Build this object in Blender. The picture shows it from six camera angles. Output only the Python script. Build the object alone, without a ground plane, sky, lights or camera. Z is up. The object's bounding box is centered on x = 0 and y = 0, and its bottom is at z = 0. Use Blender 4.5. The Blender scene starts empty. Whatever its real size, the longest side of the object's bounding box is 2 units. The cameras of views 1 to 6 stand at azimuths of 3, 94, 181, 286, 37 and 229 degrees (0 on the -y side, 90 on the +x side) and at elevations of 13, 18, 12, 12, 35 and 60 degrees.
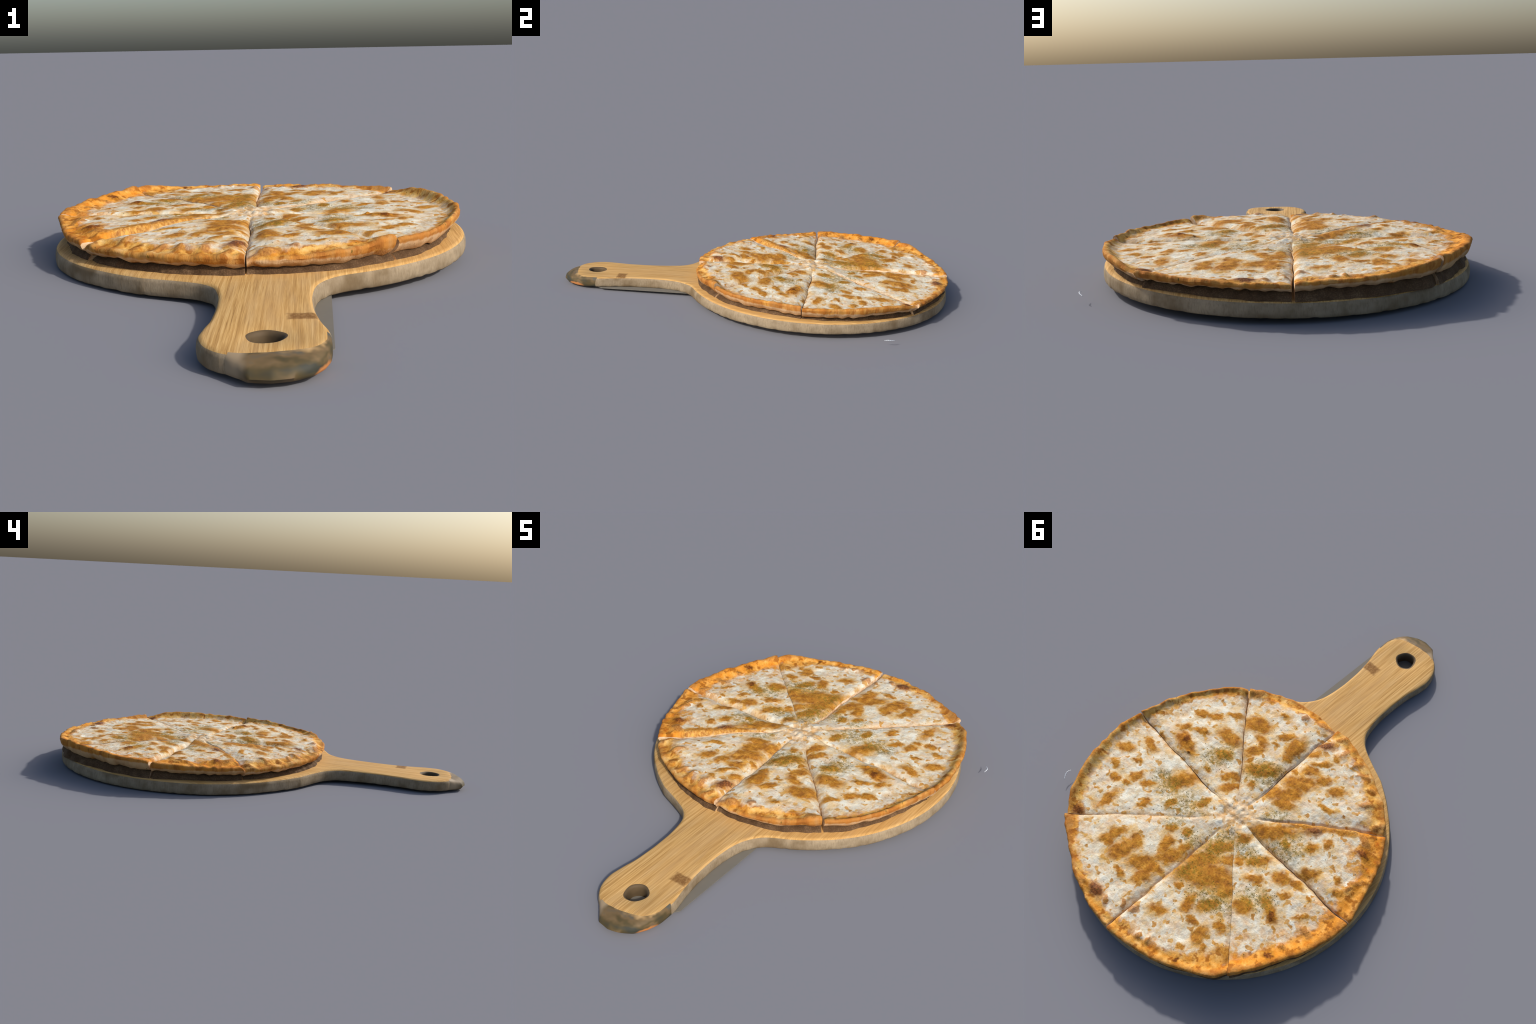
"""Sliced cheese pizza on a round wooden serving board with a handle."""
import bpy, bmesh, math, random
import numpy as np
from mathutils import Vector, noise as mnoise

random.seed(7)
SC = bpy.context.scene.collection


# ------------------------------------------------------------------ helpers
def smooth(a, b, x):
    t = np.clip((np.asarray(x, float) - a) / (b - a), 0, 1)
    return t * t * (3 - 2 * t)


def nz(P, scale, seed):
    """gradient noise in -1..1 for an array of points"""
    o = Vector((seed * 17.3, seed * 5.1, seed * 9.7))
    return np.array([mnoise.noise(Vector(p) * scale + o) for p in P])


def add_object(name, mesh, parent=None):
    ob = bpy.data.objects.new(name, mesh)
    SC.objects.link(ob)
    if parent is not None:
        ob.parent = parent
        ob.matrix_parent_inverse = parent_world(parent).inverted()
    return ob


def parent_world(ob):
    from mathutils import Matrix
    m = Matrix.Translation(ob.location)
    p = ob.parent
    if p is not None:
        m = parent_world(p) @ ob.matrix_parent_inverse @ m
    return m


def add_empty(name, loc, label, category):
    e = bpy.data.objects.new(name, None)
    e.location = loc
    e.empty_display_size = 0.1
    SC.objects.link(e)
    e["label"] = label
    e["category"] = category
    return e


def split_faces(name, V, F, normals, keep, mats, fmat):
    """mesh from the faces in `keep`, carrying the corner normals of the whole body"""
    used = {}
    verts, faces, nrm, mi = [], [], [], []
    for fi in keep:
        f = F[fi]
        row = []
        for k, v in enumerate(f):
            if v not in used:
                used[v] = len(verts)
                verts.append(V[v])
            row.append(used[v])
        faces.append(row)
        nrm.extend(normals[fi])
        mi.append(fmat[fi])
    me = bpy.data.meshes.new(name)
    me.from_pydata(verts, [], faces)
    for m in mats:
        me.materials.append(m)
    me.polygons.foreach_set("material_index", mi)
    me.polygons.foreach_set("use_smooth", [True] * len(faces))
    me.update()
    me.normals_split_custom_set(nrm)
    return me


def corner_normals(V, F, angle):
    """smooth-by-angle corner normals of a whole body"""
    me = bpy.data.meshes.new("helper")
    me.from_pydata(V, [], F)
    me.polygons.foreach_set("use_smooth", [True] * len(F))
    me.update()
    bm = bmesh.new()
    bm.from_mesh(me)
    for e in bm.edges:
        e.smooth = not (len(e.link_faces) == 2 and e.calc_face_angle(0) > angle)
    bm.to_mesh(me)
    bm.free()
    cn = np.empty(len(me.loops) * 3)
    me.corner_normals.foreach_get("vector", cn)
    cn = cn.reshape(-1, 3)
    out, k = [], 0
    for p in me.polygons:
        out.append([tuple(cn[k + i]) for i in range(p.loop_total)])
        k += p.loop_total
    bpy.data.meshes.remove(me)
    return out


# ------------------------------------------------------------------ node helper
class Nodes:
    def __init__(self, name):
        self.mat = bpy.data.materials.new(name)
        self.mat.use_nodes = True
        self.t = self.mat.node_tree
        self.t.nodes.clear()
        self.out = self.n("ShaderNodeOutputMaterial")
        self.bsdf = self.n("ShaderNodeBsdfPrincipled")
        self.link(self.bsdf.outputs[0], self.out.inputs[0])
        self.co = self.n("ShaderNodeTexCoord").outputs["Object"]

    def n(self, kind):
        return self.t.nodes.new(kind)

    def link(self, a, b):
        self.t.links.new(a, b)

    def put(self, sock, v):
        if isinstance(v, bpy.types.NodeSocket):
            self.link(v, sock)
        elif isinstance(v, (int, float)):
            sock.default_value = v
        else:
            v = tuple(v)
            if len(sock.default_value) == 4 and len(v) == 3:
                v = v + (1.0,)
            sock.default_value = v

    def math(self, op, a, b=0.0, c=0.0, clamp=False):
        n = self.n("ShaderNodeMath")
        n.operation = op
        n.use_clamp = clamp
        for s, v in zip(n.inputs, (a, b, c)):
            self.put(s, v)
        return n.outputs[0]

    def vec(self, op, a, b=(0, 0, 0), scale=None):
        n = self.n("ShaderNodeVectorMath")
        n.operation = op
        self.put(n.inputs[0], a)
        self.put(n.inputs[1], b)
        if scale is not None:
            self.put(n.inputs["Scale"], scale)
        return n.outputs["Value"] if op in ("LENGTH", "DISTANCE", "DOT_PRODUCT") else n.outputs[0]

    def noise(self, vec, scale, detail=3.0, rough=0.55, colour=False):
        n = self.n("ShaderNodeTexNoise")
        self.put(n.inputs["Vector"], vec)
        n.inputs["Scale"].default_value = scale
        n.inputs["Detail"].default_value = detail
        n.inputs["Roughness"].default_value = rough
        return n.outputs["Color"] if colour else n.outputs["Fac"]

    def voronoi(self, vec, scale, out="Distance", feature="F1"):
        n = self.n("ShaderNodeTexVoronoi")
        n.feature = feature
        self.put(n.inputs["Vector"], vec)
        n.inputs["Scale"].default_value = scale
        return n.outputs[out]

    def step(self, x, lo, hi, to0=0.0, to1=1.0):
        n = self.n("ShaderNodeMapRange")
        n.interpolation_type = "SMOOTHSTEP"
        self.put(n.inputs[0], x)
        for i, v in enumerate((lo, hi, to0, to1)):
            self.put(n.inputs[i + 1], v)
        return n.outputs[0]

    def mix(self, fac, a, b, mode="MIX"):
        n = self.n("ShaderNodeMix")
        n.data_type = "RGBA"
        n.blend_type = mode
        self.put(n.inputs[0], fac)
        self.put(n.inputs[6], a)
        self.put(n.inputs[7], b)
        return n.outputs[2]

    def ramp(self, fac, stops):
        n = self.n("ShaderNodeValToRGB")
        self.put(n.inputs[0], fac)
        r = n.color_ramp
        while len(r.elements) < len(stops):
            r.elements.new(0.5)
        for e, (p, c) in zip(r.elements, stops):
            e.position = p
            e.color = tuple(c) + (1.0,)
        return n.outputs[0]

    def mapping(self, vec, loc=(0, 0, 0), rot=0.0, scale=(1, 1, 1), kind="TEXTURE"):
        n = self.n("ShaderNodeMapping")
        n.vector_type = kind
        self.put(n.inputs["Vector"], vec)
        n.inputs["Location"].default_value = loc
        n.inputs["Rotation"].default_value = (0, 0, rot)
        n.inputs["Scale"].default_value = scale
        return n.outputs[0]

    def bump(self, height, strength, dist, normal=None):
        n = self.n("ShaderNodeBump")
        n.inputs["Strength"].default_value = strength
        n.inputs["Distance"].default_value = dist
        self.put(n.inputs["Height"], height)
        if normal is not None:
            self.link(normal, n.inputs["Normal"])
        return n.outputs[0]

    def finish(self, colour, rough, bump=None, spec=0.5):
        self.put(self.bsdf.inputs["Base Color"], colour)
        self.put(self.bsdf.inputs["Roughness"], rough)
        self.bsdf.inputs["Specular IOR Level"].default_value = spec
        if bump is not None:
            self.link(bump, self.bsdf.inputs["Normal"])
        return self.mat


# ================================================================== BOARD
DISC = (-0.006, 0.305)
DISC_R = 0.672
THICK = 0.0495


def board_bottom(x, y):
    return 0.0125 + 0.0180 * x + 0.004 * (y - 0.3)


def thick(y):
    return THICK + 0.005 * smooth(-0.80, -0.42, y)


def board_top(x, y):
    return board_bottom(x, y) + thick(y)


# handle outline: from the disc, down the +x side, round the tip, up the -x side
HANDLE = [(0.300, -0.282), (0.250, -0.310), (0.216, -0.342), (0.188, -0.390), (0.173, -0.455),
          (0.169, -0.535), (0.173, -0.630), (0.188, -0.715), (0.203, -0.780), (0.207, -0.825),
          (0.199, -0.872), (0.174, -0.908), (0.118, -0.928), (0.050, -0.940), (0.002, -0.945),
          (-0.040, -0.926), (-0.076, -0.882), (-0.094, -0.826), (-0.090, -0.768), (-0.079, -0.698),
          (-0.075, -0.610), (-0.077, -0.525), (-0.088, -0.455), (-0.108, -0.403), (-0.150, -0.362),
          (-0.220, -0.330), (-0.300, -0.298)]


def catmull(P, n):
    P = [np.array(p) for p in P]
    P = [2 * P[0] - P[1]] + P + [2 * P[-1] - P[-2]]
    out = []
    for i in range(1, len(P) - 2):
        for k in range(n):
            t = k / n
            a, b, c, d = P[i - 1:i + 3]
            out.append(0.5 * (2 * b + (c - a) * t + (2 * a - 5 * b + 4 * c - d) * t * t +
                              (3 * b - a - 3 * c + d) * t ** 3))
    out.append(P[-2])
    return out


def board_outline():
    h = catmull(HANDLE, 12)
    a1 = math.atan2(HANDLE[-1][1] - DISC[1], HANDLE[-1][0] - DISC[0])
    a0 = math.atan2(HANDLE[0][1] - DISC[1], HANDLE[0][0] - DISC[0])
    arc = []
    n = 520
    for k in range(1, n):
        a = a0 + (a1 + 2 * math.pi - a0) * k / n          # anticlockwise from +x side to -x side
        r0 = math.hypot(HANDLE[0][0] - DISC[0], HANDLE[0][1] - DISC[1])
        r1 = math.hypot(HANDLE[-1][0] - DISC[0], HANDLE[-1][1] - DISC[1])
        w0, w1 = math.exp(-k / 14), math.exp(-(n - k) / 14)
        r = DISC_R + (r0 - DISC_R) * w0 + (r1 - DISC_R) * w1
        r += 0.021 * math.exp(-((a - math.radians(88)) / 0.95) ** 2)
        r += 0.008 * math.exp(-((a - math.radians(198)) / 0.6) ** 2)
        r -= (1 - w0) * (1 - w1) * 0.009 * math.exp(-(min(abs(a - math.radians(-62)), abs(a - math.radians(240))) / 0.45) ** 2)
        arc.append(np.array((DISC[0] + r * math.cos(a), DISC[1] + r * math.sin(a))))
    pts = list(reversed(h)) + arc                          # anticlockwise overall
    return np.array(pts)


def build_board(root, wood, side, tip, bore):
    O = board_outline()
    n = len(O)
    T = np.roll(O, -1, 0) - np.roll(O, 1, 0)
    T /= np.linalg.norm(T, axis=1)[:, None]
    N = np.stack([T[:, 1], -T[:, 0]], 1)                   # outward
    # rings: (inset, height fraction, is_side)
    rings = [(0.010, 0.0), (0.004, 0.03), (0.0015, 0.10), (0.0, 0.28), (0.0, 0.5), (0.001, 0.66)]
    rad = 0.017
    for k in range(1, 9):
        a = math.pi / 2 * k / 8
        rings.append((0.001 + rad * (1 - math.cos(a)), (THICK - rad * (1 - math.sin(a))) / THICK))
    V, F, M = [], [], []
    chip = nz(np.c_[O * 1.0, np.zeros(n)], 34.0, 3)
    chip2 = nz(np.c_[O * 1.0, np.zeros(n)], 9.0, 5)
    lump = nz(np.c_[O * 1.0, np.zeros(n)], 16.0, 8)
    tipw = smooth(-0.72, -0.85, O[:, 1])
    flare = np.interp(O[:, 0], [-.02, .005, .03, .08, .12, .16, .19, .215], [0, .022, .052, .068, .066, .052, .032, 0])
    flare = flare * (O[:, 1] < -0.80)
    for ri, (ins, hf) in enumerate(rings):
        off = ins + 0.0012 * lump + 0.004 * lump * tipw
        if ri < 2:
            off = off + 0.003 * np.clip(chip, 0, 1)
        Q = O - N * off[:, None]
        z = board_bottom(Q[:, 0], Q[:, 1]) + thick(Q[:, 1]) * hf
        # swollen lower end of the handle: flares out towards the bottom
        fl = flare * np.interp(hf, [0, .06, .25, .45, .66, .85, .97, 1.0], [.62, .82, 1.0, .97, .80, .50, .16, 0.0])
        Q[:, 1] -= fl * (1 + 0.10 * lump)
        z -= np.clip(fl / 0.05, 0, 1) * (1 - hf) ** 2 * 0.006
        if ri < 3:
            z += np.clip(chip, 0, 1) * 0.004 * (1 - ri / 3) + np.clip(chip2, 0, 1) * 0.002 * (1 - ri / 3)
        for q, zz in zip(Q, z):
            V.append((q[0], q[1], zz))
    for ri in range(len(rings) - 1):
        for i in range(n):
            j = (i + 1) % n
            F.append((ri * n + i, ri * n + j, (ri + 1) * n + j, (ri + 1) * n + i))
            M.append(2 if ri < 11 and flare[i] > 0.003 and flare[j] > 0.003 else 1 if ri < 9 else 0)
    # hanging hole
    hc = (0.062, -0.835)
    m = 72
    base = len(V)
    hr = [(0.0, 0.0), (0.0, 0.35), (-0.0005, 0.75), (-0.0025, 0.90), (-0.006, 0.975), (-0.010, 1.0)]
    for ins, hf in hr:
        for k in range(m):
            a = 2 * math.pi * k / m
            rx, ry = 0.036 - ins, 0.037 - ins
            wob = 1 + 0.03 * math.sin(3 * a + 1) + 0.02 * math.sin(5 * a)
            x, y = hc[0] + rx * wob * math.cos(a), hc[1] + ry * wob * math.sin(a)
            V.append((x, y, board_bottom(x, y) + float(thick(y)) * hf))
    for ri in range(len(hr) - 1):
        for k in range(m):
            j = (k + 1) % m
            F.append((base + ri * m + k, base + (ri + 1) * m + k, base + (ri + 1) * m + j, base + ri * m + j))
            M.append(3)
    bm = bmesh.new()
    bv = [bm.verts.new(v) for v in V]
    for f, mi in zip(F, M):
        fc = bm.faces.new([bv[i] for i in f])
        fc.material_index = mi

    def cap(o0, h0):
        es = []
        for s, c in ((o0, n), (h0, m)):
            for i in range(c):
                es.append(bm.edges.get((bv[s + i], bv[s + (i + 1) % c])))
        r = bmesh.ops.triangle_fill(bm, edges=es, use_beauty=True)
        return [g for g in r["geom"] if isinstance(g, bmesh.types.BMFace)]
    top = cap((len(rings) - 1) * n, base + (len(hr) - 1) * m)
    bot = cap(0, base)
    for f in top:
        f.material_index = 0
        if f.normal.z < 0:
            f.normal_flip()
    for f in bot:
        f.material_index = 1
        if f.normal.z > 0:
            f.normal_flip()
    bmesh.ops.bisect_plane(bm, geom=bm.verts[:] + bm.edges[:] + bm.faces[:], dist=1e-6,
                           plane_co=(0, -0.372, 0), plane_no=(0, 1, 0))
    bmesh.ops.recalc_face_normals(bm, faces=bm.faces)
    bm.verts.index_update()
    V = [tuple(v.co) for v in bm.verts]
    F = [tuple(v.index for v in f.verts) for f in bm.faces]
    M = [f.material_index for f in bm.faces]
    cy = [f.calc_center_median().y for f in bm.faces]
    bm.free()
    cn = corner_normals(V, F, math.radians(55))
    plate = [i for i, c in enumerate(cy) if c > -0.372]
    grip = [i for i, c in enumerate(cy) if c <= -0.372 and M[i] != 2]
    end = [i for i in range(len(F)) if M[i] == 2]
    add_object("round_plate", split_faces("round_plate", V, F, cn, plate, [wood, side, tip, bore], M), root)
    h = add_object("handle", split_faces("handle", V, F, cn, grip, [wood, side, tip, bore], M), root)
    add_object("handle_tip", split_faces("handle_tip", V, F, cn, end, [tip], [0] * len(F)), h)


def build_sheet(root, mat):
    """thin flat sheet that bridges plate and handle on the underside"""
    bm = bmesh.new()
    pts = [(0.216, -0.262), (0.0, -0.262), (0.0, -0.885), (0.13, -0.885), (0.213, -0.775)]
    up = [bm.verts.new((x, y, board_bottom(x, y) + 0.0005 + (0.002 if y > -0.5 else -0.001))) for x, y in pts]
    dn = [bm.verts.new((v.co.x, v.co.y, v.co.z - 0.002)) for v in up]
    f = [bm.faces.new(up), bm.faces.new(list(reversed(dn)))]
    for i in range(len(pts)):
        j = (i + 1) % len(pts)
        bm.faces.new((up[i], dn[i], dn[j], up[j]))
    bmesh.ops.recalc_face_normals(bm, faces=bm.faces)
    me = bpy.data.meshes.new("base_sheet")
    bm.to_mesh(me)
    bm.free()
    me.materials.append(mat)
    add_object("base_sheet", me, root)


# ================================================================== PIZZA
CUT_C = (-0.033, 0.305)                      # where the cuts meet
# cut ends, anticlockwise
CUT_ENDS = [(-0.016, -0.290), (0.406, -0.161), (0.650, 0.272), (0.475, 0.815),
            (-0.037, 0.985), (-0.518, 0.778), (-0.680, 0.295), (-0.516, -0.091)]
# half gap at the rim, groove depth, groove width on the clockwise / anticlockwise side
CUT_STYLE = [(0.0012, 0.012, 0.026, 0.032), (0.0018, 0.012, 0.022, 0.020), (0.0010, 0.008, 0.024, 0.014),
             (0.0010, 0.004, 0.026, 0.020), (0.0020, 0.009, 0.024, 0.014), (0.0004, 0.003, 0.014, 0.014),
             (0.0018, 0.013, 0.014, 0.032), (0.0020, 0.014, 0.009, 0.042)]
# radii between which each groove opens up
CUT_FROM = [(.06, .25), (.06, .22), (.08, .25), (.10, .30), (.05, .18), (.10, .30), (.06, .22), (.26, .46)]
# outline radius round RIM_C by bearing in degrees
RIM_C = (-0.02, 0.34)
RIM_R = [(-177, .665), (-164, .656), (-146, .661), (-133, .662), (-118, .653), (-109, .652), (-100, .652),
         (-94, .655), (-88, .643), (-79, .657), (-65, .664), (-50, .664), (-40, .672), (-30, .668), (-20, .662),
         (-11, .666), (-4, .675), (2, .682), (14, .679), (26, .688), (38, .691), (44, .690), (53, .671),
         (61, .664), (77, .662), (91, .659), (103, .657), (112, .660), (121, .662), (129, .668), (135, .678),
         (140, .670), (152, .653), (161, .654), (168, .661), (176, .668)]
CUT_ANG = [math.atan2(y - CUT_C[1], x - CUT_C[0]) for x, y in CUT_ENDS]
CUT_ANG = [a if a > -math.pi / 2 - 0.2 else a + 2 * math.pi for a in CUT_ANG]

_ra = np.radians([a for a, _ in RIM_R])
_rx = RIM_C[0] + np.array([r for _, r in RIM_R]) * np.cos(_ra)
_ry = RIM_C[1] + np.array([r for _, r in RIM_R]) * np.sin(_ra)
_pa = np.arctan2(_ry - CUT_C[1], _rx - CUT_C[0])
_pr = np.hypot(_rx - CUT_C[0], _ry - CUT_C[1])
_o = np.argsort(_pa)
_pa, _pr = _pa[_o], _pr[_o]


def rim_radius(theta):
    t = (np.asarray(theta) + math.pi) % (2 * math.pi) - math.pi
    return np.interp(t, _pa, _pr, period=2 * math.pi)


# inward step of the foot of the crust on the board, by bearing
FOOT_IN = [(-180, .020), (-140, .022), (-115, .015), (-90, .006), (-65, .008), (-48, .006), (-30, .016), (0, .034),
           (30, .038), (60, .024), (90, .010), (130, .018), (180, .020)]
# share of the side height taken by the dark lower band
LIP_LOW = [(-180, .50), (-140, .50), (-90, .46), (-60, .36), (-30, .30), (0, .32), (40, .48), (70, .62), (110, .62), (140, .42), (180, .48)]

# Every slice: rim height along its arc, cheese level offset, crust width, crust tone and where the oven browned it.
# Marks are (x, y, long radius, short radius, bearing).
SLICES = [
    dict(edge=(.25, .45), rim=[(0, .110), (.25, .117), (.6, .127), (.85, .138), (1, .148)], lift=0.003, crust=0.056, trough=0.002, tone=0.55, gold=0.5,
         brown=[(.237, -.062, .056, .032, -154), (.161, -.02, .033, .019, 159), (.146, .036, .04, .019, -116),
                (.13, .085, .019, .013, -115), (.098, -.114, .032, .013, -139), (.036, -.099, .051, .028, -88),
                (.025, -.036, .02, .015, 176), (.111, -.05, .016, .011, 180), (.285, -.192, .013, .009, -139),
                (.191, -.179, .013, .009, -153), (.058, .08, .064, .024, -139), (.033, .159, .022, .015, -119)],
         dark=[],
         blister=[(.36, -.174, .038, .017, -140), (.118, -.241, .019, .014, 176), (.034, -.276, .042, .015, -162)],
         herb=[(.034, .081, .064, .043, -139)]),
    dict(edge=(.35, .55), rim=[(0, .136), (.3, .141), (.6, .144), (1, .151)], lift=-0.004, crust=0.042, trough=0.003, tone=0.75, gold=0.35,
         brown=[(.589, .202, .021, .011, -145), (.453, .074, .026, .015, -123), (.403, .045, .035, .015, -152),
                (.35, -.024, .032, .013, -131), (.453, .176, .025, .013, -103), (.388, .139, .039, .011, -146),
                (.386, .228, .059, .027, 169), (.28, .068, .051, .028, 178), (.488, .279, .023, .013, 173),
                (.228, .241, .017, .011, 148), (.23, .144, .033, .019, -151), (.129, .195, .04, .015, -138),
                (.089, .229, .044, .019, -124)],
         dark=[(.4, .211, .023, .015, 163), (.346, .249, .008, .007, -162)],
         blister=[],
         herb=[(.236, .165, .063, .041, -112)]),
    dict(edge=(.7, .5), rim=[(0, .146), (.4, .149), (.72, .157), (.86, .144), (1, .128)], lift=-0.008, crust=0.058, trough=0.004, tone=0.35, gold=0.2,
         brown=[(.559, .429, .035, .018, -147), (.49, .341, .036, .016, 168), (.465, .432, .02, .009, -144),
                (.412, .491, .03, .015, -118), (.343, .47, .031, .011, -137), (.418, .54, .015, .009, -176),
                (.253, .352, .061, .03, -118), (.411, .644, .048, .021, -93), (.284, .546, .025, .012, -108),
                (.205, .459, .026, .012, -77), (.532, .51, .021, .011, -173), (.472, .553, .023, .013, 175),
                (.11, .366, .034, .015, -109)],
         dark=[(.457, .764, .03, .019, 163)],
         blister=[],
         herb=[(.28, .416, .038, .034, -131), (.16, .421, .068, .043, -147), (.327, .41, .033, .03, 180)]),
    dict(edge=(.4, .4), rim=[(0, .138), (.4, .132), (1, .126)], lift=-0.005, crust=0.034, trough=0.002, tone=0.5, gold=0.5,
         brown=[(.261, .73, .049, .021, -114), (.178, .74, .061, .032, -110), (.253, .762, .033, .019, 158),
                (.166, .675, .035, .018, 165), (.074, .724, .062, .03, -140), (.032, .76, .034, .024, -122),
                (.021, .71, .032, .021, -124), (.019, .623, .051, .026, -121), (.069, .599, .038, .021, -70),
                (.004, .562, .025, .017, -106), (.11, .817, .024, .014, 169), (.112, .538, .021, .017, -103),
                (.053, .503, .019, .017, 158)],
         dark=[(.115, .933, .034, .021, -178)],
         blister=[(.053, .932, .02, .014, -70), (.183, .944, .016, .011, -176), (-.009, .891, .023, .014, 120)],
         herb=[(.018, .506, .04, .026, -175), (.13, .512, .03, .019, -133)]),
    dict(edge=(.75, .3), rim=[(0, .130), (.5, .133), (.8, .145), (1, .155)], lift=0.003, crust=0.064, trough=0.005, tone=0.35, gold=0.6,
         brown=[(-.15, .572, .126, .047, -147), (-.089, .536, .068, .034, -133), (-.092, .447, .054, .026, -126),
                (-.169, .462, .035, .021, -140), (-.259, .552, .039, .026, -133), (-.194, .701, .035, .021, -69),
                (-.251, .653, .04, .019, -109), (-.127, .803, .035, .017, -151), (-.102, .681, .015, .014, 153),
                (-.259, .734, .025, .013, -169), (-.357, .675, .024, .018, 172), (-.324, .754, .037, .024, -75),
                (-.37, .774, .013, .013, -135), (-.443, .736, .039, .024, -152), (-.304, .833, .012, .011, -135)],
         dark=[(-.331, .887, .012, .009, -51)],
         blister=[(-.058, .877, .025, .015, -100), (-.161, .933, .015, .014, 180), (-.198, .913, .018, .008, -77)],
         herb=[(-.251, .621, .072, .041, -163), (-.077, .443, .07, .043, -101), (-.085, .607, .042, .03, -151)]),
    dict(edge=(.2, .6), rim=[(0, .156), (.3, .149), (.6, .142), (1, .135)], lift=0.001, crust=0.074, trough=0.002, tone=0.3, gold=1.0,
         brown=[(-.131, .356, .03, .019, -122), (-.248, .374, .048, .019, -134), (-.37, .356, .035, .026, -157),
                (-.429, .33, .033, .013, -170), (-.295, .439, .034, .015, -150), (-.351, .55, .035, .026, -156),
                (-.43, .484, .051, .021, 160), (-.426, .4, .023, .013, -132), (-.542, .411, .029, .011, -129),
                (-.51, .338, .01, .009, -153), (-.194, .433, .016, .015, -153)],
         dark=[(-.456, .496, .026, .013, 160), (-.566, .611, .022, .015, -147)],
         blister=[(-.597, .442, .032, .017, -175), (-.58, .548, .016, .013, -159), (-.617, .319, .017, .013, -108)],
         herb=[(-.366, .489, .057, .037, -152), (-.186, .378, .065, .026, 175)]),
    dict(edge=(.5, 1.0), rim=[(0, .131), (.5, .124), (1, .117)], lift=0.004, crust=0.082, trough=0.003, tone=0.35, gold=1.0,
         brown=[(-.191, .245, .097, .026, -135), (-.272, .239, .019, .013, 169), (-.357, .176, .027, .017, -121),
                (-.391, .119, .018, .017, 180), (-.43, .266, .041, .019, -133), (-.532, .199, .013, .012, 180),
                (-.572, .235, .027, .013, -156), (-.385, .04, .06, .014, -141), (-.25, .14, .05, .016, -141)],
         dark=[(-.307, .119, .035, .019, -133), (-.52, .046, .037, .017, -155)],
         blister=[(-.486, -.003, .039, .021, 169), (-.593, .152, .032, .015, -121), (-.583, .194, .023, .011, -99)],
         herb=[(-.293, .248, .054, .043, -153)]),
    dict(edge=(.3, .35), rim=[(0, .111), (.5, .115), (1, .122)], lift=0.001, crust=0.064, trough=0.003, tone=0.25, gold=0.35,
         brown=[(-.044, -.142, .026, .015, -144), (-.099, -.127, .037, .012, -127), (-.095, -.07, .035, .019, -157),
                (-.168, -.078, .031, .017, -133), (-.048, -.024, .019, .011, 137), (-.106, .002, .064, .032, -141),
                (-.054, .117, .047, .03, -155), (-.114, .075, .052, .03, -118), (-.135, .12, .045, .021, -153),
                (-.243, -.08, .035, .019, -133), (-.273, .007, .031, .013, -152), (-.126, -.195, .017, .013, 151)],
         dark=[(-.045, -.203, .037, .019, -126)],
         blister=[(-.135, -.245, .032, .015, -98), (-.207, -.236, .032, .012, -109), (-.262, -.218, .029, .011, -140),
                  (-.372, -.127, .036, .014, -129), (-.338, -.2, .019, .009, 170), (-.47, -.088, .027, .013, -103),
                  (-.067, -.279, .025, .013, -123)],
         herb=[(-.153, .181, .042, .021, -137)]),
]


def marks_height(P, marks, h):
    out = np.zeros(len(P))
    for x, y, a, b, deg in marks:
        c, s = math.cos(math.radians(deg)), math.sin(math.radians(deg))
        dx, dy = P[:, 0] - x, P[:, 1] - y
        u, v = (dx * c + dy * s) / a, (-dx * s + dy * c) / b
        out = np.maximum(out, h * np.exp(-(u * u + v * v) * 0.9))
    return out


def cheese_level(P):
    """height of the molten cheese over the whole pie (before cuts)"""
    x, y = P[:, 0], P[:, 1]
    r = np.hypot(x - CUT_C[0], y - CUT_C[1])
    z = 0.131 + 0.006 * x + 0.004 * smooth(0.1, 0.3, r) - 0.006 * smooth(0.42, 0.62, r)
    return z + 0.010 * (1 - smooth(0.02, 0.20, r))


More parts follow.
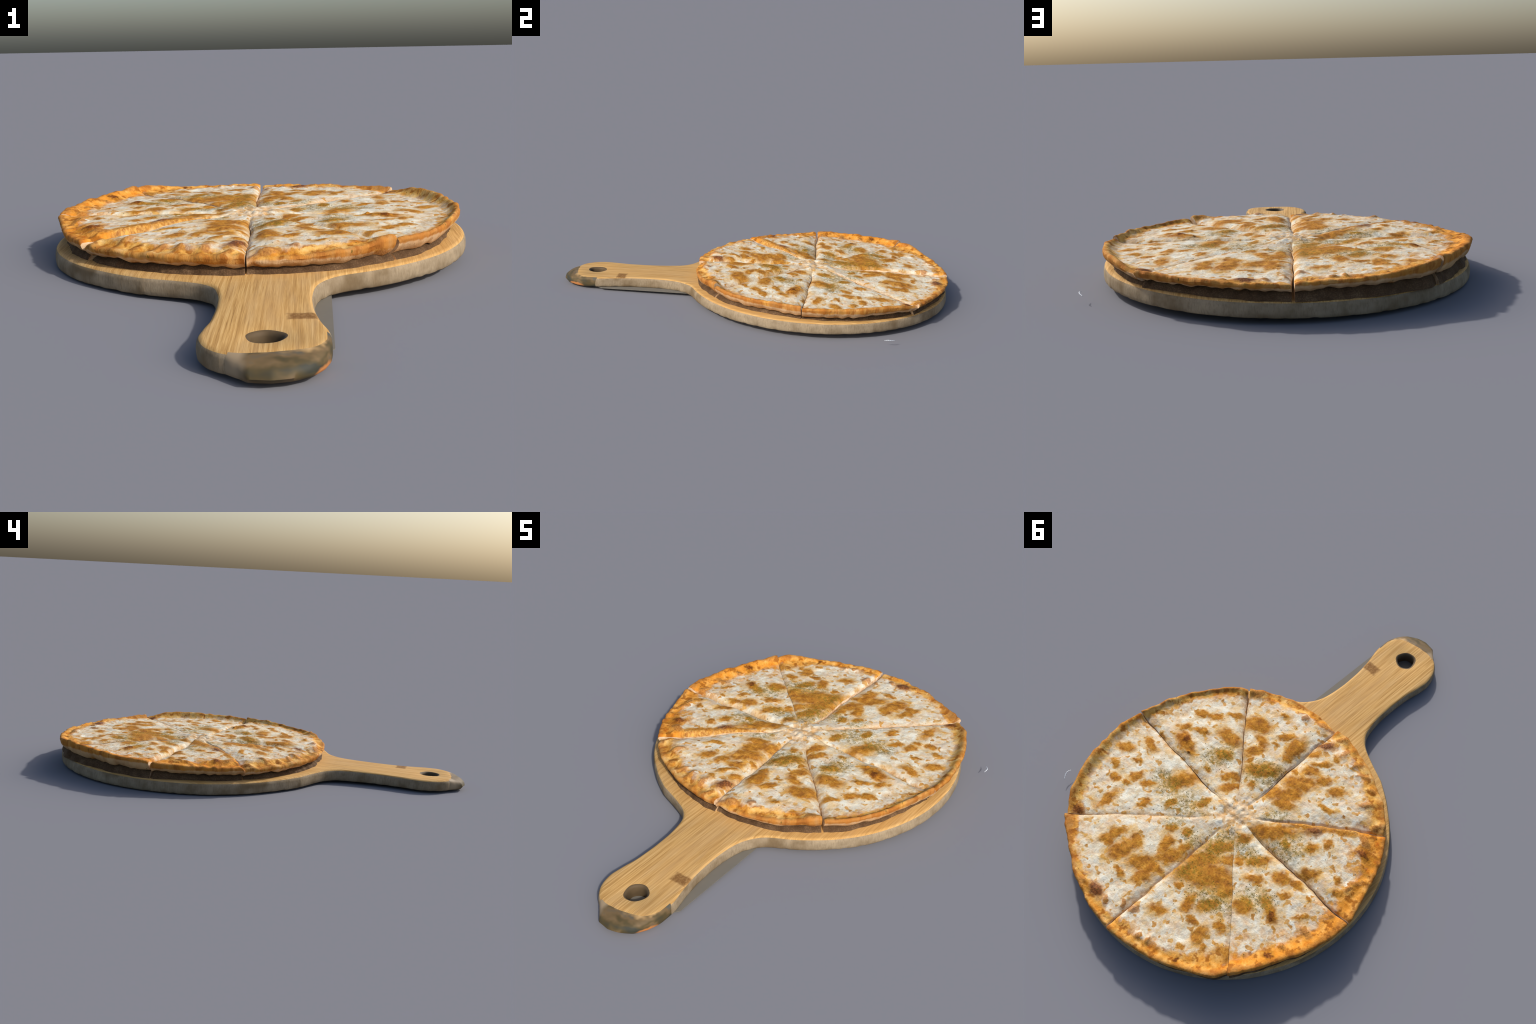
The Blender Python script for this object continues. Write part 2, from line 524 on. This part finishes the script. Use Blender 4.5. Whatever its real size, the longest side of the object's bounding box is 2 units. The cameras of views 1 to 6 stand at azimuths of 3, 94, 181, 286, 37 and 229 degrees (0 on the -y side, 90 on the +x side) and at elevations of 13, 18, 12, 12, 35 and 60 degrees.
def build_slice(k, root, mats):
    spec = SLICES[k]
    a0, a1 = CUT_ANG[k], CUT_ANG[(k + 1) % 8]
    if a1 < a0:
        a1 += 2 * math.pi
    g0, d0, _, w0 = CUT_STYLE[k]
    g1, d1, w1, _ = CUT_STYLE[(k + 1) % 8]
    na, nr = 150, 165
    tj = np.linspace(0, 1, na + 1)
    tj = 0.72 * tj + 0.28 * (0.5 - 0.5 * np.cos(math.pi * tj))          # finer near the cuts
    si = np.linspace(0, 1, nr + 1)
    si = si ** 0.92
    si = 1 - (1 - si) ** 1.12                                           # finer near the rim

    def cut_shift(cut, r):
        seed = cut * 11.0
        w = np.array([mnoise.noise(Vector((v * 7.0, seed, 0.5))) * 0.008 +
                      mnoise.noise(Vector((v * 26.0, seed, 3.5))) * 0.003 for v in r])
        return w * smooth(0.03, 0.15, r) * (1 - smooth(0.55, 0.66, r) * 0.6)

    def bearing(r, t):
        """bearing of column t at radius r, keeping the gap at the cuts"""
        rr = np.maximum(r, 0.004)
        ramp = smooth(0.02, 0.25, r) * (1 + 1.6 * smooth(0.50, 0.66, r))
        lo = a0 + (cut_shift(k, r) + g0 * ramp) / rr
        hi = a1 + (cut_shift((k + 1) % 8, r) - g1 * ramp) / rr
        return lo + (hi - lo) * t

    tt = np.tile(tj, nr + 1)
    frac = np.repeat(si, na + 1)
    mid = a0 + (a1 - a0) * tt
    R = rim_radius(mid)
    edgeP = np.c_[CUT_C[0] + R * np.cos(mid), CUT_C[1] + R * np.sin(mid), np.zeros(len(R))]
    rim_n = nz(edgeP[:na + 1], 11.0, 20 + k)
    rim_n2 = nz(edgeP[:na + 1], 32.0, 40 + k)
    R = R + np.tile(0.0055 * rim_n + 0.0035 * rim_n2, nr + 1)
    rnd = random.Random(50 + k)
    c0, c1 = rnd.uniform(-0.007, 0.005), rnd.uniform(-0.007, 0.005)
    arc = (a1 - a0) * 0.65
    R = R + c0 * np.exp(-(tt * arc / 0.035) ** 2) + c1 * np.exp(-((1 - tt) * arc / 0.035) ** 2)
    r = frac * R
    th = bearing(r, tt)
    P = np.c_[CUT_C[0] + r * np.cos(th), CUT_C[1] + r * np.sin(th), np.zeros(len(r))]
    s = R - r                                                             # distance in from the edge
    # ---- cheese
    z = cheese_level(P) + spec["lift"] * smooth(0.05, 0.2, r)
    body = smooth(0.0, 0.1, r)
    n1, n2, n3 = nz(P, 6.5, 2), nz(P, 17.0, 4), nz(P, 48.0, 6)
    n4 = nz(P, 110.0, 9)
    z = z + 0.0050 * n1 + 0.0040 * n2 + 0.0018 * n3 + 0.0005 * n4
    z = z + (0.008 * n2 + 0.005 * n3) * (1 - smooth(0.03, 0.12, r))
    z = z + marks_height(P, spec["brown"], 0.0022) + marks_height(P, spec["dark"], 0.0075)
    # ---- grooves along the cuts
    e0 = (th - (a0 + cut_shift(k, r) / np.maximum(r, .004))) * r
    e1 = ((a1 + cut_shift((k + 1) % 8, r) / np.maximum(r, .004)) - th) * r
    ramp = smooth(0.02, 0.2, r)
    wv = 1 + 0.5 * nz(np.c_[r, np.zeros(len(r)), np.zeros(len(r))], 9.0, 60 + k)
    q0 = smooth(*CUT_FROM[k], r)
    q1 = smooth(*CUT_FROM[(k + 1) % 8], r)
    g = q0 * d0 * np.exp(-(e0 / w0) ** 2) + q1 * d1 * np.exp(-(e1 / w1) ** 2)
    z = z - g * wv
    # rounded shoulder right at the knife cut
    z = z - ramp * (0.6 * d0 * np.exp(-(e0 / 0.0065) ** 2) + 0.6 * d1 * np.exp(-(e1 / 0.0065) ** 2))
    # ---- crust
    zr = np.interp(tj, [a for a, _ in spec["rim"]], [b for _, b in spec["rim"]])
    zr = np.tile(zr + 0.0042 * rim_n2 + 0.0040 * rim_n, nr + 1)
    cw = spec["crust"] * np.tile(1 + 0.25 * rim_n, nr + 1)
    f = smooth(1.0, 0.2, s / cw)
    lumps = 0.0035 * nz(P, 24.0, 70 + k) * np.exp(-((s / cw - 0.55) / 0.35) ** 2)
    cg = 0.5 * (d0 * np.exp(-(e0 / 0.010) ** 2) + d1 * np.exp(-(e1 / 0.010) ** 2))
    z = z * (1 - f) + (zr + 0.0012 * n3 - cg) * f + lumps + marks_height(P, spec["blister"], 0.0085)
    z = z - spec["trough"] * np.exp(-((s / cw - 0.55) / 0.22) ** 2)
    er = 0.011
    round_ = er - np.sqrt(np.maximum(er * er - np.clip(er - s, 0, er) ** 2, 0))
    z = z - round_ * 0.85
    V = [tuple(v) for v in np.c_[P[:, :2], z]]
    F, tag = [], []
    row = na + 1
    crust_f = (s / cw)

    def quad_rows(b0, b1, t):
        for j in range(na):
            F.append((b0 + j, b1 + j, b1 + j + 1, b0 + j + 1))
            tag.append(t)
    for i in range(nr):
        for j in range(na):
            a = i * row + j
            F.append((a, a + row, a + row + 1, a + 1))
            inner = crust_f[a] > 0.72 + 0.25 * n2[a]
            tag.append("cheese" if inner else "crust")
    # ---- side of the crust, lower band
    edge = np.array(V[nr * row:(nr + 1) * row])
    the = np.arctan2(edge[:, 1] - CUT_C[1], edge[:, 0] - CUT_C[0])
    dirs = np.c_[np.cos(the), np.sin(the)]
    band = np.interp(np.degrees(the), [a for a, _ in FOOT_IN], [b for _, b in FOOT_IN])
    zb = board_top(edge[:, 0] - dirs[:, 0] * 0.03, edge[:, 1] - dirs[:, 1] * 0.03) - 0.001
    ze = edge[:, 2]
    low = np.interp(np.degrees(the), [a for a, _ in LIP_LOW], [b for _, b in LIP_LOW])
    lip = zb + (ze - zb) * low + 0.005 * rim_n2 + 0.006 * nz(edge, 17.0, 130 + k)
    rows_side = []
    prof = []
    for q in (0.10, 0.25, 0.42, 0.6, 0.78, 0.9, 1.0):
        prof.append((0.002 + 0.024 * q ** 1.6 - 0.003 * math.sin(math.pi * q), ("lip", q)))
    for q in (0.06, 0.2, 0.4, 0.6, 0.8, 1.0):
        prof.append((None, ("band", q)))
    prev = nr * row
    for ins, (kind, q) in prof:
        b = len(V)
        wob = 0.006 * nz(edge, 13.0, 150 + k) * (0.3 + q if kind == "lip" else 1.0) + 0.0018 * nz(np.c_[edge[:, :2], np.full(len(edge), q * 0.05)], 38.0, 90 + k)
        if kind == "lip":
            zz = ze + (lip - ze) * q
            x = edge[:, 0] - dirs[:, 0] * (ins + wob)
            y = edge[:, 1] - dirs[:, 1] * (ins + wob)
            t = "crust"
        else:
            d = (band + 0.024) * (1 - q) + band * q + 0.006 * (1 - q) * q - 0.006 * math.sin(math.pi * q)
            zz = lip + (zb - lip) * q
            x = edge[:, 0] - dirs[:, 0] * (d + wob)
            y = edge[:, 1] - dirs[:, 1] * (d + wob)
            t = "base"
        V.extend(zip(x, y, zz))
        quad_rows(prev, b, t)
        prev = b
    # ---- underside, then the two cut faces
    bot = []
    for i in range(nr - 1, -1, -1):
        b = len(V)
        q = i / nr
        base = np.array(V[prev:prev + row]) if i == nr - 1 else base0
        base0 = base
        qq = si[i]
        top = np.array(V[i * row:(i + 1) * row])
        bx = top[:, 0].copy()
        by = top[:, 1].copy()
        # keep inside the foot of the band
        foot = np.hypot(base0[:, 0] - CUT_C[0], base0[:, 1] - CUT_C[1])
        rt = np.hypot(bx - CUT_C[0], by - CUT_C[1])
        sc = np.minimum(1, foot * 0.999 * min(1, qq + 0.02) / np.maximum(rt, 1e-6))
        bx = CUT_C[0] + (bx - CUT_C[0]) * sc
        by = CUT_C[1] + (by - CUT_C[1]) * sc
        V.extend(zip(bx, by, board_top(bx, by) - 0.001))
        quad_rows(prev, b, "base")
        bot.append((i, b))
        prev = b
    ic = max(i for i in range(nr) if (1 - si[i]) * 0.64 > 0.085)           # rim part of each cut face is one cap
    foot_of = dict(bot)
    for i in range(ic, 0, -1):
        t0, t2, b, b2 = i * row, (i - 1) * row, foot_of[i], foot_of[i - 1]
        F.append((t2, b2, b, t0))
        tag.append("wall")
        F.append((t2 + na, t0 + na, b + na, b2 + na))
        tag.append("wall")
    ring = [i * row for i in range(ic, nr + 1)] + [nr * row + row + q * row for q in range(len(prof))] + \
           [foot_of[i] for i in range(nr - 1, ic - 1, -1)]
    F.append(list(reversed(ring)))
    tag.append("wall")
    F.append([v + na for v in ring])
    tag.append("wall")
    cn = corner_normals(V, F, math.radians(58))
    fm = [{"cheese": 0, "crust": 0, "base": 1, "wall": 2}[t] for t in tag]
    me = split_faces("pizza_slice", V, F, cn, [i for i, t in enumerate(tag) if t != "cheese"], mats, fm)
    ob = add_object("pizza_slice", me, root)
    me = split_faces("cheese_topping", V, F, cn, [i for i, t in enumerate(tag) if t == "cheese"], mats[:1], [0] * len(F))
    add_object("cheese_topping", me, ob)


# ================================================================== MATERIALS
def wood_material():
    m = Nodes("bamboo_wood")
    co = m.co
    warp = m.noise(co, 3.0, 2)
    st = m.mapping(co, scale=(1.0, 0.022, 0.3), kind="POINT")
    fine = m.noise(st, 330.0, 3, 0.7)
    mid = m.noise(st, 120.0, 3, 0.6)
    wide = m.noise(m.mapping(co, scale=(1.0, 0.12, 0.5), kind="POINT"), 17.0, 3, 0.6)
    f = m.math("ADD", m.math("MULTIPLY", fine, 0.5), m.math("MULTIPLY", mid, 0.5))
    col = m.ramp(f, [(0.32, (.27, .14, .045)), (0.45, (.46, .26, .085)), (0.54, (.57, .345, .125)), (0.68, (.70, .46, .20))])
    col = m.mix(m.step(wide, 0.45, 0.75, 0.0, 0.5), col, (.50, .33, .16))
    col = m.mix(m.math("MULTIPLY", m.step(warp, 0.5, 0.75), 0.35), col, (.56, .30, .09))
    # burnt rectangular mark beside the hole
    d = m.vec("ABSOLUTE", m.mapping(co, loc=(0.141, -0.687, 0.06), rot=0.05, scale=(0.033, 0.023, 1)))
    sep = m.n("ShaderNodeSeparateXYZ")
    m.link(d, sep.inputs[0])
    box = m.math("MAXIMUM", sep.outputs[0], sep.outputs[1])
    box = m.math("ADD", box, m.math("MULTIPLY", m.math("SUBTRACT", m.noise(co, 90, 3), 0.5), 0.5))
    mark = m.math("MULTIPLY", m.step(box, 1.25, 0.75), m.step(m.noise(co, 150, 4), 0.25, 0.6, 0.55, 0.95))
    col = m.mix(mark, col, (.20, .095, .03))
    b = m.bump(fine, 0.25, 0.002)
    return m.finish(col, 0.75, b, 0.10)


def side_material():
    m = Nodes("dull_brown_wood_edge")
    co = m.co
    st = m.noise(co, 14.0, 4, 0.6)
    gr = m.noise(m.mapping(co, scale=(1, 1, 0.25), kind="POINT"), 160.0, 3, 0.7)
    col = m.ramp(st, [(0.3, (.20, .145, .085)), (0.55, (.30, .235, .155)), (0.75, (.38, .295, .19))])
    col = m.mix(m.math("MULTIPLY", m.step(gr, 0.45, 0.7), 0.45), col, (.17, .125, .075))
    stain = m.noise(co, 8.0, 2)
    col = m.mix(m.math("MULTIPLY", m.step(stain, 0.52, 0.68), 0.7), col, (.15, .10, .05))
    b = m.bump(gr, 0.35, 0.003)
    return m.finish(col, 0.85, b, 0.08)


def tip_material():
    m = Nodes("stained_handle_end")
    co = m.co
    P = m.vec("ADD", co, m.vec("SCALE", m.noise(co, 20, 2, colour=True), scale=0.03))
    f = m.noise(m.mapping(P, rot=0.4, scale=(0.6, 1, 2.2), kind="POINT"), 14.0, 2)
    col = m.ramp(f, [(0.3, (.035, .036, .026)), (0.45, (.075, .055, .022)), (0.58, (.14, .092, .042)), (0.72, (.07, .078, .068))])
    d = m.vec("LENGTH", m.mapping(P, loc=(0.188, -0.892, 0.028), scale=(0.034, 0.05, 0.018)))
    col = m.mix(m.step(d, 1.1, 0.7), col, (.50, .20, .06))
    sep = m.n("ShaderNodeSeparateXYZ")
    m.link(P, sep.inputs[0])
    col = m.mix(m.step(sep.outputs[2], 0.070, 0.080), col, (.50, .32, .14))
    col = m.mix(m.step(sep.outputs[0], 0.050, 0.022), col, (.30, .225, .14))
    return m.finish(col, 0.65, None, 0.3)


def plain_material(name, col, vary, rough):
    m = Nodes(name)
    n = m.noise(m.co, 30.0, 3)
    return m.finish(m.mix(n, col, vary), rough, None, 0.3)


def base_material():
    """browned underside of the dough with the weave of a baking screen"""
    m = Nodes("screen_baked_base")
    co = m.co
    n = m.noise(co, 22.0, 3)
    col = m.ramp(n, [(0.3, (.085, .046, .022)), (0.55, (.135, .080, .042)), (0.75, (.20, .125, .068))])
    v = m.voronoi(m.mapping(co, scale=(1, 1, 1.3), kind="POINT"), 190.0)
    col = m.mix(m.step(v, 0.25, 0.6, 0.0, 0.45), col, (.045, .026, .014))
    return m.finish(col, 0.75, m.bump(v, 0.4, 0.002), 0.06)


def cut_material():
    m = Nodes("sliced_dough")
    n = m.noise(m.co, 45.0, 4)
    col = m.ramp(n, [(0.3, (.38, .20, .09)), (0.5, (.60, .42, .25)), (0.7, (.70, .55, .40))])
    return m.finish(col, 0.7, m.bump(n, 0.4, 0.004), 0.08)


def pizza_material(k):
    s = SLICES[k]
    m = Nodes("baked_cheese")
    co = m.co
    flat = m.mapping(co, scale=(1, 1, 0.25), kind="POINT")
    nA = m.vec("SUBTRACT", m.noise(flat, 26.0, 2, colour=True), (0.5, 0.5, 0.5))
    nB = m.vec("SUBTRACT", m.noise(flat, 85.0, 3, colour=True), (0.5, 0.5, 0.5))
    P = m.vec("ADD", flat, m.vec("ADD", m.vec("SCALE", nA, scale=0.050), m.vec("SCALE", nB, scale=0.016)))
    P = m.vec("MULTIPLY", P, (1, 1, 0))
    P2 = m.vec("MULTIPLY", m.vec("ADD", flat, m.vec("SCALE", nA, scale=0.022)), (1, 1, 0))

    def field(marks, grow=1.0):
        d = None
        for x, y, a, b, deg in marks:
            q = m.vec("LENGTH", m.mapping(P, loc=(x, y, 0), rot=math.radians(deg), scale=(a * grow, b * grow, 1)))
            d = q if d is None else m.math("SMOOTH_MIN", d, q, 0.12)
        return d
    fine = m.noise(flat, 120.0, 4, 0.65)
    med = m.noise(flat, 30.0, 4, 0.6)
    big = m.noise(flat, 9.0, 3)
    # cheese ground: ivory, with rosy sauce showing and pale yellow fat
    col = m.ramp(med, [(0.30, (.60, .44, .28)), (0.42, (.65, .56, .41)), (0.54, (.69, .65, .52)), (0.72, (.74, .73, .64))])
    rosy = m.step(m.noise(m.vec("ADD", flat, (3, 1, 0)), 14.0, 5, 0.65), 0.46, 0.64)
    col = m.mix(m.math("MULTIPLY", rosy, 0.55), col, (.60, .41, .25))
    yel = m.step(m.noise(m.vec("ADD", flat, (7, 2, 0)), 24.0, 4, 0.6), 0.60, 0.72)
    col = m.mix(m.math("MULTIPLY", yel, 0.5), col, (.66, .47, .16))
    # strands and flecks of sauce
    fl = m.step(m.noise(m.mapping(m.vec("ADD", flat, (1.7, 5, 0)), rot=0.7, scale=(1, 2.2, 1), kind="POINT"), 52.0, 3, 0.6), 0.66, 0.74)
    col = m.mix(m.math("MULTIPLY", fl, 0.3), col, (.50, .25, .06))
    # scattered small browned spots
    small = m.step(m.noise(m.vec("ADD", P2, (2.3, 0.4, 0)), 34.0, 1.0, 0.4), 0.60, 0.68)
    vs = m.voronoi(P2, 27.0)
    vr = m.n("ShaderNodeSeparateColor")
    m.link(m.voronoi(P2, 27.0, out="Color"), vr.inputs[0])
    size = m.math("MULTIPLY", vr.outputs[0], 0.25)
    dots = m.math("MULTIPLY", m.step(m.math("SUBTRACT", vs, size), 0.14, -0.12), m.math("LESS_THAN", vr.outputs[1], 0.48))
    small = m.math("MAXIMUM", small, m.math("MULTIPLY", dots, 0.95))
    # soft golden mottling
    mott = m.math("MULTIPLY", m.step(m.noise(m.vec("ADD", P, (5.5, 1.5, 0)), 17.0, 5, 0.62), 0.46, 0.66), 0.62)
    col = m.mix(mott, col, (.60, .375, .12))
    # mapped browned patches
    bd = field(s["brown"], 1.12)
    brown = m.math("MAXIMUM", m.step(bd, 1.42, 0.70), m.math("MULTIPLY", m.math("MULTIPLY", small, small), m.step(med, 0.38, 0.62, 0.15, 0.8)))
    tone = m.math("ADD", m.math("MULTIPLY", fine, 0.42), m.math("MULTIPLY", m.noise(m.vec("ADD", flat, (2.2, 7.7, 0)), 38.0, 3, 0.55), 0.58))
    bcol = m.ramp(tone, [(0.33, (.18, .055, .006)), (0.45, (.32, .118, .010)), (0.56, (.44, .185, .018)), (0.72, (.62, .33, .06))])
    col = m.mix(m.step(small, 0.10, 0.8, 0.0, 0.72), col, (.60, .33, .065))
    gold = m.step(bd, 1.9, 1.0)
    col = m.mix(m.math("MULTIPLY", gold, m.step(med, 0.35, 0.6, 0.35, 0.75)), col, (.62, .345, .06))
    col = m.mix(m.math("MULTIPLY", brown, 0.95), col, bcol)
    # toasted, saucy flanks along the cuts
    for side_i, wgt in zip((0, 1), s["edge"]):
        a = CUT_ANG[k] if side_i == 0 else CUT_ANG[(k + 1) % 8]
        dc = m.vec("DOT_PRODUCT", m.vec("SUBTRACT", P, (CUT_C[0], CUT_C[1], 0)), (-math.sin(a), math.cos(a), 0))
        dc = m.math("ABSOLUTE", dc)
        em = m.math("MULTIPLY", m.step(dc, 0.022, 0.006), m.step(m.noise(m.vec("ADD", flat, (side_i, 8, 0)), 16.0, 3), 0.40, 0.60))
        col = m.mix(m.math("MULTIPLY", em, wgt), col, m.ramp(fine, [(0.35, (.28, .10, .02)), (0.6, (.58, .33, .09))]))
    near = m.step(m.vec("LENGTH", m.vec("SUBTRACT", P, (CUT_C[0], CUT_C[1], 0))), 0.11, 0.03)
    col = m.mix(m.math("MULTIPLY", near, m.step(med, 0.55, 0.42, 0.0, 0.7)), col, (.55, .33, .14))
    # ---- crust
    dist = m.vec("LENGTH", m.vec("SUBTRACT", P, (RIM_C[0], RIM_C[1], 0)))
    mid = 0.5 * (CUT_ANG[k] + (CUT_ANG[(k + 1) % 8] if k < 7 else CUT_ANG[0] + 2 * math.pi))
    ex, ey = CUT_C[0] + float(rim_radius(mid)) * math.cos(mid), CUT_C[1] + float(rim_radius(mid)) * math.sin(mid)
    Rm = math.hypot(ex - RIM_C[0], ey - RIM_C[1])
    cw = s["crust"]
    cn = m.noise(m.vec("ADD", flat, (4.1, 0, 0)), 22.0, 4, 0.6)
    wander = m.math("ADD", m.math("MULTIPLY", m.math("SUBTRACT", cn, 0.5), cw * 1.0),
                    m.math("MULTIPLY", m.math("SUBTRACT", m.noise(m.vec("ADD", flat, (6.6, 4.4, 0)), 7.0, 2), 0.42), cw * 2.0))
    cm = m.step(m.math("ADD", dist, wander), Rm - cw * 1.10, Rm - cw * 0.50)
    g = s["gold"]
    ccol = m.ramp(cn, [(0.30, (.36 + .10 * g, .125, .012)), (0.42, (.54 + .06 * g, .26 - .03 * g, .045 - .02 * g)),
                       (0.55, (.68, .42 - .12 * g, .12 - .07 * g)), (0.74, (.76, .58 - .16 * g, .28 - .16 * g))])
    ccol = m.mix(m.step(m.noise(m.vec("ADD", flat, (9.1, 3, 0)), 30.0, 4), 0.50, 0.62, 0.0, 0.9), ccol, (.29, .095, .010))
    rim = m.step(dist, Rm - 0.024, Rm - 0.004)
    ccol = m.mix(m.math("MULTIPLY", rim, 0.40 + 0.55 * s["tone"]), ccol, (.36, .135, .030))
    bleed = m.math("MULTIPLY", m.step(m.math("ADD", dist, wander), Rm - cw * 2.6, Rm - cw * 0.9), m.step(m.noise(m.vec("ADD", P, (8.8, 2.1, 0)), 21.0, 4, 0.65), 0.46, 0.60))
    col = m.mix(m.math("MULTIPLY", bleed, 0.35 + 0.45 * g), col, m.ramp(fine, [(0.35, (.42, .15, .02)), (0.65, (.68, .36, .07))]))
    col = m.mix(cm, col, ccol)
    # paler, floury flank of the crust: below the browned lip
    sep = m.n("ShaderNodeSeparateXYZ")
    m.link(co, sep.inputs[0])
    lipz = sum(b for _, b in s["rim"]) / len(s["rim"])
    fz = m.math("ADD", sep.outputs[2], m.math("MULTIPLY", m.math("SUBTRACT", med, 0.5), 0.02))
    flank = m.math("MULTIPLY", m.step(fz, lipz - 0.018, lipz - 0.026), m.step(dist, Rm - 0.055, Rm - 0.040))
    fcol = m.ramp(cn, [(0.3, (.46, .25, .10)), (0.5, (.56, .37 - .03 * g, .21 - .05 * g)), (0.72, (.66, .50 - .06 * g, .34 - .12 * g))])
    col = m.mix(flank, col, fcol)
    # ---- blisters and scorched spots
    hs = brown
    if s["blister"]:
        bl = m.step(field(s["blister"]), 1.25, 0.7)
        col = m.mix(m.math("MULTIPLY", bl, 0.85), col, m.ramp(fine, [(0.35, (.27, .095, .02)), (0.65, (.50, .235, .055))]))
    if s["dark"]:
        dd = field(s["dark"])
        halo = m.step(dd, 1.9, 1.1)
        core = m.step(dd, 1.15, 0.6)
        col = m.mix(m.math("MULTIPLY", halo, 0.75), col, bcol)
        col = m.mix(m.math("MULTIPLY", core, 0.88), col, m.ramp(fine, [(0.35, (.055, .016, .005)), (0.55, (.17, .048, .010)), (0.75, (.38, .15, .035))]))
    # ---- dried herbs: olive dust and dark flecks
    hd = field(s["herb"])
    dens = m.step(hd, 2.2, 0.5)
    dust = m.math("MULTIPLY", m.step(m.noise(m.vec("ADD", flat, (0, 6, 0)), 60.0, 4, 0.7), 0.38, 0.62), dens)
    col = m.mix(m.math("MULTIPLY", dust, 0.8), col, (.21, .145, .018))
    vd = m.voronoi(flat, 150.0)
    cell = m.voronoi(flat, 150.0, out="Color")
    sc = m.n("ShaderNodeSeparateColor")
    m.link(cell, sc.inputs[0])
    on = m.math("LESS_THAN", sc.outputs[0], m.math("ADD", m.math("MULTIPLY", dens, 0.42), 0.012))
    fleck = m.math("MULTIPLY", m.step(vd, 0.42, 0.26), on)
    col = m.mix(m.math("MULTIPLY", fleck, 0.85), col, (.085, .072, .012))
    # surface
    h = m.math("ADD", m.math("MULTIPLY", fine, 0.5), m.math("MULTIPLY", med, 0.5))
    b = m.bump(h, 0.8, 0.005)
    rough = m.math("MAXIMUM", m.step(cm, 0.0, 1.0, 0.50, 0.80), m.math("MULTIPLY", brown, 0.8))
    return m.finish(col, rough, b, 0.08)


# ================================================================== CRUMBS
def build_crumb(loc, pts, r, mat):
    """a thin bent shred lying beside the board"""
    root_pts = catmull(pts, 6)
    bm = bmesh.new()
    ringsv = []
    for i, p in enumerate(root_pts):
        t = root_pts[min(i + 1, len(root_pts) - 1)] - root_pts[max(i - 1, 0)]
        t = t / np.linalg.norm(t)
        side = np.array((-t[1], t[0], 0.0))
        rr = r * (0.35 + 0.65 * math.sin(math.pi * (i + 0.5) / len(root_pts))) * (1 + 0.5 * math.sin(i * 2.1))
        ring = []
        for q in range(6):
            a = 2 * math.pi * q / 6
            v = p + side * rr * math.cos(a) + np.array((0, 0, 1)) * rr * 0.7 * math.sin(a)
            ring.append(bm.verts.new(v))
        ringsv.append(ring)
    for A, B in zip(ringsv[:-1], ringsv[1:]):
        for q in range(6):
            bm.faces.new((A[q], A[(q + 1) % 6], B[(q + 1) % 6], B[q]))
    bm.faces.new(list(reversed(ringsv[0])))
    bm.faces.new(ringsv[-1])
    bmesh.ops.recalc_face_normals(bm, faces=bm.faces)
    me = bpy.data.meshes.new("crumb")
    bm.to_mesh(me)
    bm.free()
    me.materials.append(mat)
    me.polygons.foreach_set("use_smooth", [True] * len(me.polygons))
    ob = add_object("crumb", me)
    ob.location = loc
    ob["label"] = "tiny pale bent shred lying beside the board"
    ob["category"] = "crumb"


# ================================================================== BUILD
board = add_empty("serving_board", (0.0, 0.0, 0.0), "round pale wooden serving board with a holed handle", "serving board")
wood, side = wood_material(), side_material()
build_board(board, wood, side, tip_material(), plain_material("shade_darkened_bore", (.07, .046, .022), (.12, .08, .04), 0.7))  # hole wall coloured near-black brown: shade inside the hole baked into it
build_sheet(board, plain_material("grey_sheet", (.15, .14, .115), (.17, .155, .13), 0.8))

pizza = add_empty("pizza", (RIM_C[0], RIM_C[1], 0.062), "round cheese pizza cut in eight browned slices with herbs", "pizza")
base_m, cut_m = base_material(), cut_material()
for k in range(8):
    build_slice(k, pizza, [pizza_material(k), base_m, cut_m])

crumb_m = plain_material("pale_crumb", (.50, .56, .62), (.70, .74, .78), 0.4)
build_crumb((0.679, 0.684, 0.030), [(0.010, -0.026, 0.0), (0.012, -0.008, 0.003), (0.006, 0.008, 0.0), (-0.006, 0.024, -0.003)], 0.0022, crumb_m)
